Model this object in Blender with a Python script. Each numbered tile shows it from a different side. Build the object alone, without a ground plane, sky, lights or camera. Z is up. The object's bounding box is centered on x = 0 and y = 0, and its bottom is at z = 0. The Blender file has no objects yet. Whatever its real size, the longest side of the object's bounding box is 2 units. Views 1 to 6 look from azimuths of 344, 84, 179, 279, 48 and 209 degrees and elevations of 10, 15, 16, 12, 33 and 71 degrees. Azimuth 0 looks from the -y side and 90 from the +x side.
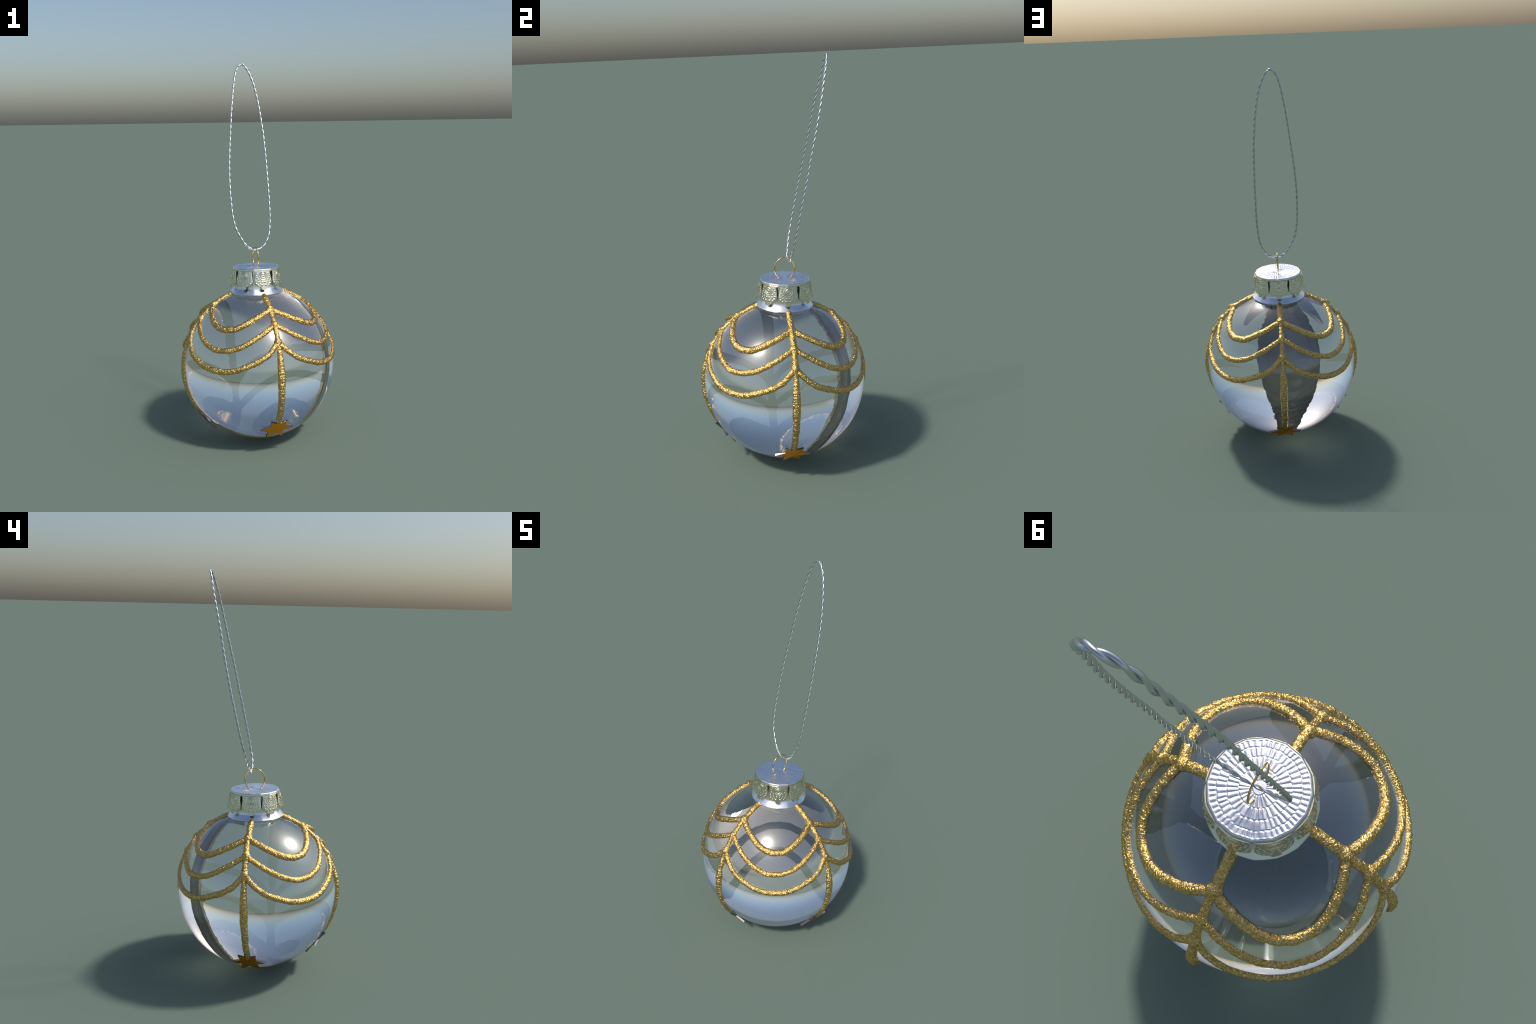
"""Clear glass bauble with gold glitter garlands, four stars, an embossed metal cap and a twisted hanging loop."""
import bpy, math, random
import numpy as np
from mathutils import Matrix, Vector, noise

random.seed(7)

# ------------------------------------------------------------------ sizes (metres)
BALL_R = 0.4062
CENTRE = Vector((0.0, 0.0, 0.4066))
LEAN = math.radians(2.5)                       # the whole bauble leans towards +y
FRAME = Matrix.Translation(CENTRE) @ Matrix.Rotation(-LEAN, 4, 'X')   # bauble frame -> world
CAP_Z = 0.5225                                 # height of the cap disc above the ball's centre


# ------------------------------------------------------------------ helpers
def new_material(name):
    m = bpy.data.materials.new(name)
    m.use_nodes = True
    return m, m.node_tree.nodes, m.node_tree.links, m.node_tree.nodes["Principled BSDF"]


def mesh_from(name, verts, faces, material=None, smooth=True):
    me = bpy.data.meshes.new(name)
    me.from_pydata([tuple(v) for v in verts], [], faces)
    me.validate()
    me.polygons.foreach_set("use_smooth", [smooth] * len(me.polygons))
    if material:
        me.materials.append(material)
    me.update()
    return me


def place(name, mesh, parent, matrix):
    ob = bpy.data.objects.new(name, mesh)
    bpy.context.scene.collection.objects.link(ob)
    ob.parent = parent
    ob.matrix_parent_inverse = Matrix.Identity(4)
    ob["_world"] = 0
    ob.matrix_world = matrix
    ob.matrix_basis = (world_of[parent].inverted() if parent else Matrix.Identity(4)) @ matrix
    world_of[ob] = matrix
    del ob["_world"]
    return ob


world_of = {}


def grid_faces(rows, cols, wrap=False):
    out = []
    for i in range(rows - 1):
        for j in range(cols if wrap else cols - 1):
            k = (j + 1) % cols
            out.append((i * cols + j, i * cols + k, (i + 1) * cols + k, (i + 1) * cols + j))
    return out


def revolve(profile, segments):
    """Closed surface of revolution around z from (radius, height) pairs, listed bottom to top."""
    verts, n = [], len(profile)
    for r, z in profile:
        for j in range(segments):
            a = math.tau * j / segments
            verts.append((r * math.cos(a), r * math.sin(a), z))
    return verts, grid_faces(n, segments, wrap=True)


def smooth_curve(keys, samples):
    """Cubic Hermite (monotone-ish) interpolation of (x, y) keys."""
    xs, ys = np.array([k[0] for k in keys], float), np.array([k[1] for k in keys], float)
    d = np.gradient(ys, xs)
    x = np.asarray(samples, float)
    i = np.clip(np.searchsorted(xs, x) - 1, 0, len(xs) - 2)
    h = xs[i + 1] - xs[i]
    t = np.clip((x - xs[i]) / h, 0, 1)
    return ((2 * t**3 - 3 * t**2 + 1) * ys[i] + (t**3 - 2 * t**2 + t) * h * d[i]
            + (3 * t**2 - 2 * t**3) * ys[i + 1] + (t**3 - t**2) * h * d[i + 1])


# ------------------------------------------------------------------ materials
GLASS_IOR = 2.34                                # heavy, lens-like glass
OUTER_GLOSS = (0.05, 0.21)                      # clear reflections with a faint soft sheen over them


def glass_material():
    m, n, l, p = new_material("clear_glass")
    n.remove(p)
    out = n["Material Output"]
    fresnel = n.new("ShaderNodeFresnel")
    fresnel.inputs["IOR"].default_value = GLASS_IOR
    refract = n.new("ShaderNodeBsdfRefraction")
    refract.inputs["IOR"].default_value = GLASS_IOR
    refract.inputs["Roughness"].default_value = 0.0
    refract.inputs["Color"].default_value = (1, 1, 1, 1)
    geo = n.new("ShaderNodeNewGeometry")
    lobes = []
    for value in OUTER_GLOSS:
        gloss = n.new("ShaderNodeBsdfAnisotropic")
        gloss.inputs["Color"].default_value = (1, 1, 1, 1)
        rough = n.new("ShaderNodeMapRange")               # the inside of the glass stays sharp
        rough.inputs["To Min"].default_value = value
        rough.inputs["To Max"].default_value = 0.0
        l.new(geo.outputs["Backfacing"], rough.inputs["Value"])
        l.new(rough.outputs["Result"], gloss.inputs["Roughness"])
        lobes.append(gloss)
    sheen = n.new("ShaderNodeMixShader")
    sheen.inputs["Fac"].default_value = 0.32
    l.new(lobes[0].outputs["BSDF"], sheen.inputs[1])
    l.new(lobes[1].outputs["BSDF"], sheen.inputs[2])
    mix = n.new("ShaderNodeMixShader")
    l.new(fresnel.outputs["Fac"], mix.inputs["Fac"])
    l.new(refract.outputs["BSDF"], mix.inputs[1])
    l.new(sheen.outputs["Shader"], mix.inputs[2])
    l.new(mix.outputs["Shader"], out.inputs["Surface"])
    return m


GRAIN_TILT = 0.55


def gold_glitter_material():
    m, n, l, p = new_material("gold_glitter")
    tc = n.new("ShaderNodeTexCoord")

    def noise_tex(scale, detail):
        t = n.new("ShaderNodeTexNoise")
        t.inputs["Scale"].default_value = scale
        t.inputs["Detail"].default_value = detail
        l.new(tc.outputs["Object"], t.inputs["Vector"])
        return t.outputs["Fac"]

    cells = n.new("ShaderNodeTexVoronoi")                  # one cell = one glitter grain
    cells.inputs["Scale"].default_value = 260
    l.new(tc.outputs["Object"], cells.inputs["Vector"])
    split = n.new("ShaderNodeSeparateColor")
    l.new(cells.outputs["Color"], split.inputs["Color"])
    ramp = n.new("ShaderNodeValToRGB")
    e = ramp.color_ramp.elements
    e[0].position, e[0].color = 0.0, (0.70, 0.40, 0.08, 1)
    e[1].position, e[1].color = 1.0, (1.0, 0.78, 0.54, 1)  # palest grains have white sun sparkle painted into their colour
    for pos, col in ((0.45, (0.83, 0.52, 0.15, 1)), (0.80, (0.94, 0.67, 0.30, 1))):
        k = e.new(pos)
        k.color = col
    l.new(split.outputs["Green"], ramp.inputs["Fac"])
    pits = n.new("ShaderNodeMapRange")                     # crevice shadow between grains, darkened into the base colour
    pits.inputs["From Min"].default_value, pits.inputs["From Max"].default_value = 0.36, 0.54
    l.new(noise_tex(170, 3), pits.inputs["Value"])
    shade = n.new("ShaderNodeMix")
    shade.data_type = 'RGBA'
    shade.inputs["A"].default_value = (0.52, 0.35, 0.095, 1)
    l.new(pits.outputs["Result"], shade.inputs["Factor"])
    l.new(ramp.outputs["Color"], shade.inputs["B"])
    l.new(shade.outputs["Result"], p.inputs["Base Color"])
    p.inputs["Metallic"].default_value = 1.0
    p.inputs["Roughness"].default_value = 0.30
    bump = n.new("ShaderNodeBump")
    bump.inputs["Strength"].default_value = 0.7
    bump.inputs["Distance"].default_value = 0.004
    l.new(noise_tex(240, 3), bump.inputs["Height"])
    tilt = n.new("ShaderNodeVectorMath")                   # every grain faces its own way
    tilt.operation = 'MULTIPLY_ADD'
    tilt.inputs[1].default_value = (GRAIN_TILT,) * 3
    tilt.inputs[2].default_value = (-GRAIN_TILT / 2,) * 3
    l.new(cells.outputs["Color"], tilt.inputs[0])
    add = n.new("ShaderNodeVectorMath")
    l.new(tilt.outputs["Vector"], add.inputs[0])
    l.new(bump.outputs["Normal"], add.inputs[1])
    norm = n.new("ShaderNodeVectorMath")
    norm.operation = 'NORMALIZE'
    l.new(add.outputs["Vector"], norm.inputs[0])
    l.new(norm.outputs["Vector"], p.inputs["Normal"])
    return m


def metal_material(name, colour, rough, bump_scale=None, bump_distance=0.0005, strength=0.3):
    m, n, l, p = new_material(name)
    p.inputs["Base Color"].default_value = (*colour, 1)
    p.inputs["Metallic"].default_value = 1.0
    p.inputs["Roughness"].default_value = rough
    if bump_scale:
        tc = n.new("ShaderNodeTexCoord")
        nz = n.new("ShaderNodeTexNoise")
        nz.inputs["Scale"].default_value = bump_scale
        nz.inputs["Detail"].default_value = 2
        bump = n.new("ShaderNodeBump")
        bump.inputs["Strength"].default_value = strength
        bump.inputs["Distance"].default_value = bump_distance
        l.new(tc.outputs["Object"], nz.inputs["Vector"])
        l.new(nz.outputs["Fac"], bump.inputs["Height"])
        l.new(bump.outputs["Normal"], p.inputs["Normal"])
    return m


GLASS = glass_material()
GLITTER = gold_glitter_material()
CAP_GOLD = metal_material("pale_gold_tin", (0.83, 0.80, 0.62), 0.24, 220, 0.0006, 0.25)
CAP_SILVER = metal_material("silver_tin", (0.90, 0.91, 0.94), 0.29, 420, 0.0006, 0.3)
NECK_SILVER = metal_material("silvered_neck", (0.93, 0.94, 0.96), 0.29)
CORD_BACK = metal_material("garland_underside", (0.86, 0.82, 0.70), 0.35)  # colour lightened to brighten the cords' image refracted through the ball
CORD_BACK.node_tree.nodes["Principled BSDF"].inputs["Metallic"].default_value = 0.2
WIRE_GOLD = metal_material("gold_wire", (0.78, 0.50, 0.17), 0.22)
STRING_SILVER = metal_material("silver_cord", (0.66, 0.67, 0.69), 0.30)
STAR_FACE = metal_material("gold_star_face", (0.95, 0.37, 0.012), 0.38, 60, 0.0008, 0.15)
STAR_EDGE = metal_material("star_edge_metal", (0.26, 0.25, 0.26), 0.07)

# ------------------------------------------------------------------ the thing
root = bpy.data.objects.new("glass_bauble", None)
bpy.context.scene.collection.objects.link(root)
root["label"] = "clear glass bauble with gold glitter swags, stars and hanging loop"
root["category"] = "christmas ornament"
world_of[root] = Matrix.Identity(4)


# ------------------------------------------------------------------ glass ball
def build_ball():
    rows, cols = 130, 256
    verts = [(0, 0, -BALL_R)]
    for i in range(1, rows):
        e = -math.pi / 2 + math.pi * i / rows
        for j in range(cols):
            a = math.tau * j / cols
            verts.append((BALL_R * math.cos(e) * math.cos(a), BALL_R * math.cos(e) * math.sin(a), BALL_R * math.sin(e)))
    verts.append((0, 0, BALL_R))
    top = len(verts) - 1
    faces = [tuple(1 + x for x in f) for f in grid_faces(rows - 1, cols, wrap=True)]
    last = 1 + (rows - 2) * cols
    for j in range(cols):
        k = (j + 1) % cols
        faces.append((0, 1 + k, 1 + j))
        faces.append((top, last + j, last + k))
    place("glass_ball", mesh_from("glass_ball", verts, faces, GLASS), root, FRAME)


# ------------------------------------------------------------------ neck collar under the cap
def build_neck():
    profile = [(0.128, 0.377), (0.1375, 0.3835), (0.1422, 0.3882), (0.1430, 0.3900), (0.1392, 0.3948), (0.1340, 0.4010),
               (0.1280, 0.4085), (0.1232, 0.4160), (0.1212, 0.4240), (0.1195, 0.4450), (0.1175, 0.4750), (0.1160, 0.508), (0.110, 0.514)]
    ts = np.linspace(0, 1, 48)
    seg = np.linspace(0, 1, len(profile))
    rs, zs = smooth_curve(list(zip(seg, [p[0] for p in profile])), ts), smooth_curve(list(zip(seg, [p[1] for p in profile])), ts)
    n = 160
    verts = []
    for r, z in zip(rs, zs):
        for j in range(n):
            a = math.tau * j / n
            flat = math.cos(math.pi / 16) / math.cos((a % (math.pi / 8)) - math.pi / 16)
            w = 0.55 + 0.45 * flat + 0.006 * noise.noise(Vector((3 * math.cos(a), 3 * math.sin(a), 30 * z)))
            verts.append((r * w * math.cos(a), r * w * math.sin(a), z))
    place("neck_collar", mesh_from("neck_collar", verts, grid_faces(len(rs), n, wrap=True), NECK_SILVER), root, FRAME)


# ------------------------------------------------------------------ metal cap: rim, disc, eight embossed tabs
def rim_radius(a, r):
    """Slightly polygonal outline, as pressed from thin tin."""
    sides = 16
    step = math.tau / sides
    return r * (0.10 + 0.90 * math.cos(step / 2) / math.cos((a % step) - step / 2))


def build_cap():
    rows = []
    # (radius, z): disc edge, rounded corner, down to where the tabs begin, then back up inside
    prof = [(0.1238, CAP_Z - 0.0016), (0.1247, CAP_Z - 0.0032), (0.1252, CAP_Z - 0.0050), (0.1258, CAP_Z - 0.0080),
            (0.1265, CAP_Z - 0.0125), (0.1233, CAP_Z - 0.0125), (0.1215, CAP_Z - 0.004), (0.1190, CAP_Z - 0.003)]
    n = 240
    verts = []
    for r, z in prof:
        for j in range(n):
            a = math.tau * j / n
            rr = rim_radius(a, r)
            verts.append((rr * math.cos(a), rr * math.sin(a), z))
    cap = place("cap", mesh_from("cap", verts, grid_faces(len(prof), n, wrap=True), CAP_GOLD), root, FRAME)

    # stamped disc: concentric bands of radial ribs, staggered like bricks
    bands = [(0.950, 0.820, 54, 0.0), (0.805, 0.625, 44, 0.5), (0.610, 0.400, 34, 0.2), (0.385, 0.150, 24, 0.6)]
    rad = 0.1236
    nr, na = 110, 640
    verts = []
    for i in range(nr):
        f = i / (nr - 1)
        for j in range(na):
            a = math.tau * j / na
            ca, sa = math.cos(a), math.sin(a)
            g = f + 0.010 * noise.noise(Vector((3.5 * f * ca, 3.5 * f * sa, 5)))
            h = 0.0
            for hi, lo, count, phase in bands:
                if lo - 0.02 < g < hi + 0.02:
                    e = min(max((g - lo + 0.008) / 0.016, 0), 1) * min(max((hi + 0.008 - g) / 0.016, 0), 1)
                    k = abs(math.sin(0.5 * count * a + math.pi * phase + 1.4 * noise.noise(Vector((3 * ca, 3 * sa, 9 * hi)))))
                    h += e * (k ** 1.2 - 1.0) * (0.9 + 0.5 * noise.noise(Vector((9 * f * ca, 9 * f * sa, 1))))
                    h -= 1.0 * math.exp(-((g - lo + 0.007) / 0.014) ** 2) * (0.75 + 0.6 * noise.noise(Vector((4 * ca, 4 * sa, lo * 20))))
            x, y = f * rad * ca, f * rad * sa
            for side in (-1, 1):            # dimples where the wire ring is threaded through
                h -= 1.8 * math.exp(-(x * x + (y - side * 0.040) ** 2) / 0.006 ** 2)
            z = CAP_Z + 0.0006 + 0.0012 * h + 0.0018 * (1 - f * f) + 0.0004 * noise.noise(Vector((26 * x, 26 * y, 2)))
            if f > 0.975:
                z = CAP_Z - 0.0022 * ((f - 0.975) / 0.025) ** 2
            r = rim_radius(a, f * rad)
            verts.append((r * ca, r * sa, z))
    place("cap_disc", mesh_from("cap_disc", verts, grid_faces(nr, na, wrap=True), CAP_SILVER), cap, FRAME)

    # one embossed tab, repeated round the cap
    half_width = [(0.4175, 3.6), (0.4185, 4.7), (0.4215, 5.4), (0.4265, 5.7), (0.4300, 6.0), (0.4325, 7.0), (0.4340, 9.5),
                  (0.4362, 13.0), (0.4390, 16.2), (0.4430, 18.6), (0.4480, 20.2), (0.4560, 21.0), (0.4650, 20.9), (0.4760, 20.2),
                  (0.4870, 19.3), (0.4960, 18.7), (0.5030, 18.6), (0.5070, 19.2), (0.5092, 20.4), (0.5104, 22.0), (0.5112, 22.5)]
    zs = np.concatenate([np.linspace(0.4175, 0.445, 34), np.linspace(0.446, 0.502, 52), np.linspace(0.503, 0.5112, 12)])
    ws = np.interp(zs, [k[0] for k in half_width], [k[1] for k in half_width])
    dots = []                                    # (degrees from the middle, height, size), mirrored
    for a, z, size in ((12.5, .502, .7), (15.2, .491, .7), (14.6, .479, .9), (11.0, .471, .8), (17.2, .462, 1.0), (10.4, .458, .9),
                       (3.2, .4565, 1.0), (16.0, .4495, 1.15), (12.6, .4415, 1.0), (4.6, .4415, 1.2), (7.4, .449, .8), (17.8, .471, .7)):
        dots += [(a + random.uniform(-.5, .5), z, size), (-a + random.uniform(-.5, .5), z, size)]

    def surface_radius(z):
        return float(np.interp(z, [0.4175, 0.46, 0.5112], [0.1412, 0.1348, 0.1262]))

    def relief(x, z):
        """Height of the pressed pattern at arc length x from the tab's middle."""
        d = math.hypot(x, z - 0.4880)
        h = 0.0019 * math.exp(-((d - 0.0122) / 0.0024) ** 2) + 0.0012 * math.exp(-(d / 0.0062) ** 4)
        h -= 0.0008 * math.exp(-((d - 0.0165) / 0.0018) ** 2)
        v = 0.4880 - z                                       # heart-shaped line that wraps the circle
        if z > 0.464:
            arm = 0.0210 * math.cos(min(1, max(-1, v / 0.0255)) * math.pi / 2) ** 0.7
            h += 0.0012 * math.exp(-((abs(x) - arm) / 0.0018) ** 2)
        for a, dz, size in dots:
            q = (x - math.radians(a) * 0.134) ** 2 + (z - dz) ** 2
            if q < 0.0001:
                h += 0.0024 * size * math.exp(-q / (0.0029 * size) ** 2)
        return h

    cols = 72
    verts, inner = [], []
    for z, w in zip(zs, ws):
        for j in range(cols):
            s = -1 + 2 * j / (cols - 1)
            a = math.radians(w * s)
            r = surface_radius(z)
            edge = 0.0012 * min(1, max(0, (abs(s) - 0.93) / 0.07))
            bow = 0.0016 * (1 - (a / 0.39) ** 2)                       # each tab is a little fuller in the middle
            ro = r + bow + relief(a * r, z) - edge
            verts.append((ro * math.cos(a), ro * math.sin(a), z))
            inner.append(((r + bow - 0.0030) * math.cos(a), (r + bow - 0.0030) * math.sin(a), z))
    nrow, off = len(zs), len(verts)
    faces = grid_faces(nrow, cols)
    faces += [tuple(off + x for x in reversed(f)) for f in grid_faces(nrow, cols)]
    for i in range(nrow - 1):
        p, q = i * cols, (i + 1) * cols
        faces.append((p, q, off + q, off + p))
        p, q = p + cols - 1, q + cols - 1
        faces.append((q, p, off + p, off + q))
    for j in range(cols - 1):
        faces.append((j + 1, j, off + j, off + j + 1))
        p = (nrow - 1) * cols + j
        faces.append((p, p + 1, off + p + 1, off + p))
    tab = mesh_from("cap_tab", verts + inner, faces, CAP_GOLD)
    tab.set_sharp_from_angle(angle=math.radians(50))
    for k in range(8):
        place("cap_tab", tab, cap, FRAME @ Matrix.Rotation(math.radians(45 * k), 4, 'Z'))
    return cap


# ------------------------------------------------------------------ tubes
def tube(points, normals, radii, flat=1.0, sides=24, rough=0.0, scale=150.0, seed=0.0, caps=True, ripple=None):
    """Tube along points; `normals` point outward, `flat` squashes it along them; `rough` displaces the skin."""
    P = np.array(points)
    N = np.array(normals)
    Tn = np.gradient(P, axis=0)
    Tn /= np.linalg.norm(Tn, axis=1)[:, None]
    B = np.cross(Tn, N)
    B /= np.linalg.norm(B, axis=1)[:, None]
    N = np.cross(B, Tn)
    verts = []
    for i in range(len(P)):
        for j in range(sides):
            a = math.tau * j / sides
            d = math.cos(a) * B[i] + math.sin(a) * flat * N[i]
            q = P[i] + radii[i] * d * (1 + (ripple[i] * max(0, math.sin(a) + 0.3) if ripple else 0))
            if rough:
                v = Vector(q) * scale + Vector((seed, seed * 2, 0))
                k = 0.9 * noise.noise(v * 0.4) + 0.9 * noise.noise(v * 1.3) + 0.5 * noise.noise(v * 2.6)
                q = q + d / max(np.linalg.norm(d), 1e-6) * rough * k
            verts.append(tuple(q))
    faces = grid_faces(len(P), sides, wrap=True)
    if caps:
        verts.append(tuple(P[0])); verts.append(tuple(P[-1]))
        a, b, last = len(verts) - 2, len(verts) - 1, (len(P) - 1) * sides
        for j in range(sides):
            k = (j + 1) % sides
            faces.append((a, k, j))
            faces.append((b, last + j, last + k))
    return verts, faces


def rounded_ends(s, length, radius, both=(True, True)):
    k = 1.0
    if both[0] and s < radius:
        k = min(k, math.sqrt(max(0.0, 1 - (1 - s / radius) ** 2)))
    if both[1] and length - s < radius:
        k = min(k, math.sqrt(max(0.0, 1 - (1 - (length - s) / radius) ** 2)))
    return max(k, 0.08)


def on_ball(lon, el, lift=0.0):
    r = BALL_R + lift
    return np.array((r * math.cos(el) * math.cos(lon), r * math.cos(el) * math.sin(lon), r * math.sin(el)))


def mark_underside(me):
    """The side of a garland against the glass gets the pale colour, without gold glitter."""
    me.materials.append(CORD_BACK)
    for f in me.polygons:
        if f.center.length < BALL_R + 0.0006:
            f.material_index = 1


# ------------------------------------------------------------------ glitter garlands
LIFT = 0.0015
NODES = (54.2, 40.5, 27.6)                      # elevations at which the swags meet the drop cords


def build_swags():
    # elevation against angle from the swag's middle, half of each symmetric swag
    halves = [
        ("upper", 0.0160, [(0, 36.8), (8, 37.6), (12, 39.0), (17, 41.2), (22, 43.7), (27, 46.3), (32, 48.7), (38, 51.3), (45, NODES[0] + .4)]),
        ("middle", 0.0134, [(0, 21.2), (5, 21.5), (9, 22.3), (13, 23.5), (19, 26.0), (23, 28.2), (28, 30.9), (33, 33.8), (38, 36.9), (41, 38.6), (45, NODES[1] + .3)]),
        ("lower", 0.0144, [(0, 7.0), (5, 7.15), (10, 7.7), (14, 8.7), (19, 10.6), (24, 12.4), (28, 13.9), (32, 16.2), (36, 18.7), (40, 22.4), (45, NODES[2] + .4)]),
    ]
    for n_half, (kind, radius, half) in enumerate(halves):
        keys = [(-a, e) for a, e in reversed(half[1:])] + half
        fine = np.linspace(-45, 45, 1200)
        el = smooth_curve(keys, fine)
        # piped by hand in short strokes: slight corners and a wobble
        knots = np.concatenate([[-45], np.arange(-38, 39, 7.6) + np.array([random.uniform(-1.5, 1.5) for _ in range(11)]), [45]])
        chords = np.interp(fine, knots, np.interp(knots, fine, el) + np.array([0] + [random.uniform(-.22, .22) for _ in range(11)] + [0]))
        kernel = np.hanning(33) / np.hanning(33).sum()
        chords = np.convolve(np.pad(chords, 16, mode="edge"), kernel, "valid")
        el = 0.25 * el + 0.75 * chords
        el = el + np.array([0.22 * noise.noise(Vector((a * 0.16, n_half * 7.3, 0))) for a in fine]) * np.clip((45 - abs(fine)) / 6, 0, 1)
        pts = np.array([on_ball(math.radians(a), math.radians(e), LIFT) for a, e in zip(fine, el)])
        s = np.concatenate([[0], np.cumsum(np.linalg.norm(np.diff(pts, axis=0), axis=1))])
        m = int(s[-1] / 0.0014)
        t = np.linspace(0, s[-1], m)
        pts = np.stack([np.interp(t, s, pts[:, k]) for k in range(3)], 1)
        nor = pts / np.linalg.norm(pts, axis=1)[:, None]
        rad = [radius * (1 + 0.10 * noise.noise(Vector((d * 38, n_half * 3.1, 4)))) * (0.90 + 0.10 * math.sin(math.pi * min(1, max(0, d / s[-1])))) for d in t]
        verts, faces = tube(pts, nor, rad, flat=0.85, sides=44, rough=0.0020, scale=190, seed=n_half * 5)
        me = mesh_from("swag_" + kind, verts, faces, GLITTER)
        mark_underside(me)
        for k in range(4):
            place("swag", me, root, FRAME @ Matrix.Rotation(math.radians(45 + 90 * k), 4, 'Z'))


def build_drops():
    """Cords running from the cap down to each star, fat below the lowest swag, with blobs where the swags join."""
    for variant, thin in enumerate((0.0134, 0.0112)):
        keys = [(-37, 0.0135), (-33, 0.0140), (-22, 0.0145), (-12, 0.0158), (-2, 0.0178), (8, 0.0172), (16, 0.0138), (22, 0.0112),
                (27.6, 0.0125), (32, thin), (36, thin), (40.5, 0.0130), (45, thin), (49, thin), (54.2, 0.0138), (59, 0.0138), (65, 0.0145), (71.8, 0.0145)]
        step = math.degrees(0.0014 / BALL_R)
        els = np.arange(-37, 71.8, step)
        rad = smooth_curve(keys, els)
        pts, radii, ripples = [], [], []
        length = math.radians(71.8 + 37) * BALL_R
        for e, r in zip(els, rad):
            wob = 0.0016 * noise.noise(Vector((e * 0.11, 3 + variant * 9, 0)))
            p = on_ball(0, math.radians(e), LIFT)
            p[1] += wob
            pts.append(p)
            for nd in NODES:
                r += 0.0072 * math.exp(-((e - nd) / 2.0) ** 2)
            ripple = 0.11 * noise.noise(Vector((e * 0.9, 2 + variant, 1))) + 0.035 * noise.noise(Vector((e * .4, 5, 1))) * math.sin(e * 5.4) * 2 if e < 22 else 0
            s = math.radians(e + 37) * BALL_R
            ripples.append(ripple)
            radii.append(1.05 * r * (1 + 0.13 * noise.noise(Vector((e * 0.28, variant * 4, 2)))) * rounded_ends(s, length, 0.008))
        pts = np.array(pts)
        nor = pts / np.linalg.norm(pts, axis=1)[:, None]
        verts, faces = tube(pts, nor, radii, flat=0.85, sides=46, rough=0.0020, scale=190, seed=20 + variant, ripple=ripples)
        me = mesh_from("drop_cord", verts, faces, GLITTER)
        mark_underside(me)
        for k in range(2):
            place("drop_cord", me, root, FRAME @ Matrix.Rotation(math.radians(180 * k + 90 * variant), 4, 'Z'))


# ------------------------------------------------------------------ six-pointed stars
def build_stars():
    outer, inner = 0.0870, 0.0870 * 0.52
    verts, faces = [(0, 0, 0.0150)], []
    ring_n = 12
    for z_tip, z_notch, shrink in ((0.0110, 0.0082, 0.0010), (0.0102, 0.0074, 0.0), (0.0006, 0.0006, 0.0)):
        for k in range(ring_n):
            a = math.tau * k / ring_n
            r, z = (outer - 1.8 * shrink, z_tip) if k % 2 == 0 else (inner - shrink, z_notch)
            verts.append((r * math.cos(a), r * math.sin(a), z))
    verts.append((0, 0, 0.0006))
    slots = []
    for k in range(ring_n):
        j = (k + 1) % ring_n
        faces.append((0, 1 + k, 1 + j)); slots.append(0)
        faces.append((1 + k, 1 + ring_n + k, 1 + ring_n + j, 1 + j)); slots.append(0)
        faces.append((1 + ring_n + k, 1 + 2 * ring_n + k, 1 + 2 * ring_n + j, 1 + ring_n + j)); slots.append(1)
        faces.append((len(verts) - 1, 1 + 2 * ring_n + j, 1 + 2 * ring_n + k)); slots.append(1)
    me = mesh_from("star", verts, faces, STAR_FACE, smooth=False)
    me.materials.append(STAR_EDGE)
    me.polygons.foreach_set("material_index", slots)
    el = math.radians(-42.0)
    for k in range(4):
        lon = math.radians(90 * k)
        n = Vector(on_ball(lon, el)).normalized()
        east = Vector((-math.sin(lon), math.cos(lon), 0))
        up = n.cross(east)
        m = Matrix((east, up, n)).transposed().to_4x4()
        m.translation = n * (BALL_R - 0.0012)
        place("star", me, root, FRAME @ m)


# ------------------------------------------------------------------ wire ring through the cap
def build_ring():
    n, a, b, zc = 140, 0.0500, 0.0560, 0.5700
    pts, nor = [], []
    lo = math.radians(-140)
    for i in range(n):
        t = math.radians(-142) + math.radians(284) * i / (n - 1)       # 0 is the top
        p = np.array((0.0008 * math.sin(3 * t), a * math.sin(t), zc + b * math.cos(t)))
        pts.append(p)
        nor.append((0, math.sin(t), math.cos(t)))
    for sign in (1, -1):                                              # the feet turn down through the disc
        base = pts[-1] if sign == 1 else pts[0]
        extra = [base + np.array((0, -sign * 0.010 * u * (1 - 0.3 * u), -0.010 * u)) for u in np.linspace(0.1, 1, 8)]
        if sign == 1:
            pts += extra; nor += [nor[-1]] * len(extra)
        else:
            pts = extra[::-1] + pts; nor = [nor[0]] * len(extra) + nor
    verts, faces = tube(pts, nor, [0.0029] * len(pts), sides=14)
    place("wire_ring", mesh_from("wire_ring", verts, faces, WIRE_GOLD), root, FRAME @ Matrix.Rotation(math.radians(1.5), 4, 'Z'))


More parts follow.
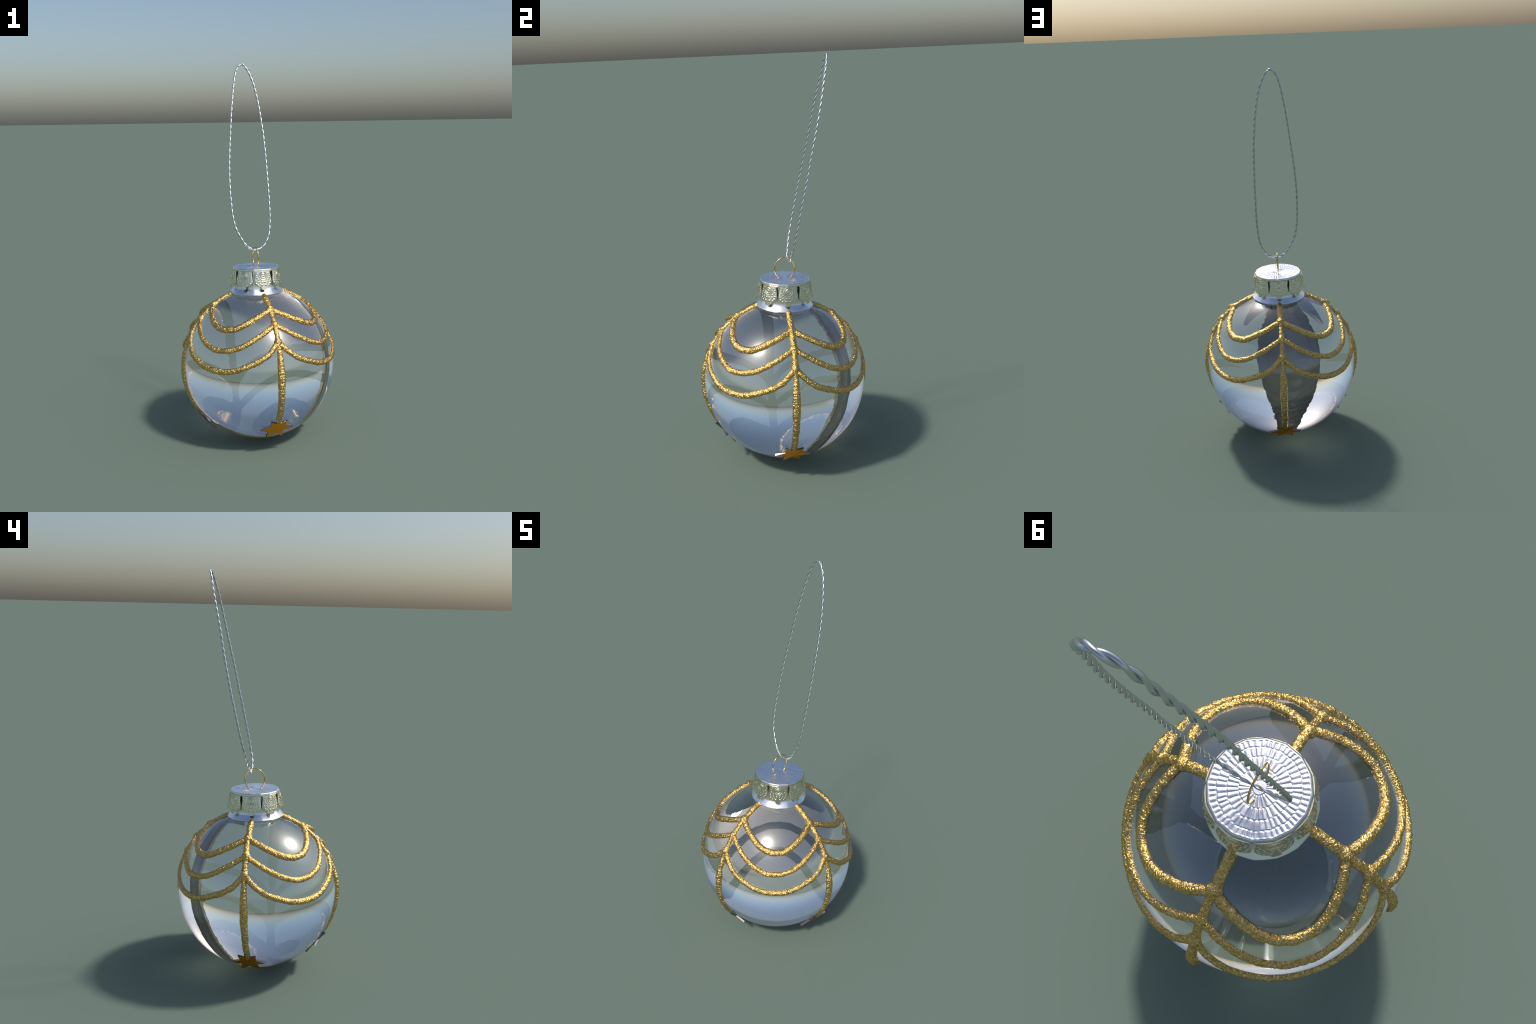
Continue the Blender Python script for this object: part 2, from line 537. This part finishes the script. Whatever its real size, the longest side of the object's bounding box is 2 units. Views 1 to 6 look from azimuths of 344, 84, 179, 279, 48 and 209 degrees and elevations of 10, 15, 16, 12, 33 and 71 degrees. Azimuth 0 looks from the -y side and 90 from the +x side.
# ------------------------------------------------------------------ hanging loop: two twisted strands
def build_loop():
    # centre line (world), counter-clockwise seen from the front: up the right side, down the left
    ctrl = [(0.003, .0440, 1.0145), (.024, .0445, 1.0180), (.047, .0465, 1.0300), (.072, .052, 1.063), (.088, .062, 1.107), (.0975, .078, 1.181), (.100, .096, 1.263),
            (.1005, .114, 1.345), (.100, .135, 1.434), (.0985, .157, 1.538), (.0945, .180, 1.636), (.087, .202, 1.733), (.077, .218, 1.808),
            (.063, .233, 1.883), (.044, .248, 1.943), (.020, .2575, 1.984), (.005, .2600, 1.9935), (-.010, .2585, 1.988), (-.029, .252, 1.962), (-.045, .241, 1.909),
            (-.062, .219, 1.816), (-.076, .197, 1.720), (-.0885, .177, 1.617), (-.100, .156, 1.521), (-.107, .138, 1.440), (-.111, .119, 1.359),
            (-.1115, .102, 1.286), (-.108, .083, 1.205), (-.0975, .068, 1.139), (-.075, .056, 1.086), (-.047, .0475, 1.041), (-.016, .0445, 1.0175)]
    C = np.array(ctrl)
    n = len(C)
    dense = []
    for i in range(n):                                               # closed Catmull-Rom
        p0, p1, p2, p3 = C[i - 1], C[i], C[(i + 1) % n], C[(i + 2) % n]
        for t in np.linspace(0, 1, 40, endpoint=False):
            dense.append(0.5 * (2 * p1 + (p2 - p0) * t + (2 * p0 - 5 * p1 + 4 * p2 - p3) * t * t + (3 * p1 - p0 - 3 * p2 + p3) * t ** 3))
    D = np.array(dense)
    seg = np.linalg.norm(np.roll(D, -1, 0) - D, axis=1)
    s = np.concatenate([[0], np.cumsum(seg)])
    total = s[-1]
    D = np.vstack([D, D[:1]])
    m = int(total / 0.0022)
    u = np.linspace(0, total, m, endpoint=False)
    P = np.stack([np.interp(u, s, D[:, k]) for k in range(3)], 1)
    T = np.roll(P, -1, 0) - np.roll(P, 1, 0)
    T /= np.linalg.norm(T, axis=1)[:, None]
    plane_n = np.array((0.0, -0.977, 0.215))
    A = np.cross(T, plane_n); A /= np.linalg.norm(A, axis=1)[:, None]
    B = np.cross(T, A)
    turns = round(total / 0.0655)
    loop = bpy.data.objects.new("hanging_loop", None)
    bpy.context.scene.collection.objects.link(loop)
    loop.parent = root
    base = Matrix.Translation((0.003, 0.044, 1.0145))
    loop.matrix_basis = base
    world_of[loop] = base
    for strand in range(2):
        ph = math.tau * turns * u / total + math.pi * strand
        H = np.cos(ph)[:, None] * A + np.sin(ph)[:, None] * B
        Q = P + 0.0029 * H
        TQ = np.roll(Q, -1, 0) - np.roll(Q, 1, 0)
        TQ /= np.linalg.norm(TQ, axis=1)[:, None]
        E = np.cross(TQ, H)
        sides, rad, verts = 12, 0.0031, []
        for i in range(m):
            for j in range(sides):
                a = math.tau * j / sides
                verts.append(tuple(Q[i] + rad * (math.cos(a) * H[i] + math.sin(a) * E[i]) - np.array(base.translation)))
        faces = grid_faces(m, sides, wrap=True)
        for j in range(sides):
            k = (j + 1) % sides
            faces.append(((m - 1) * sides + j, (m - 1) * sides + k, k, j))
        place("strand", mesh_from("strand", verts, faces, STRING_SILVER), loop, base)


build_ball()
build_neck()
build_cap()
build_swags()
build_drops()
build_stars()
build_ring()
build_loop()
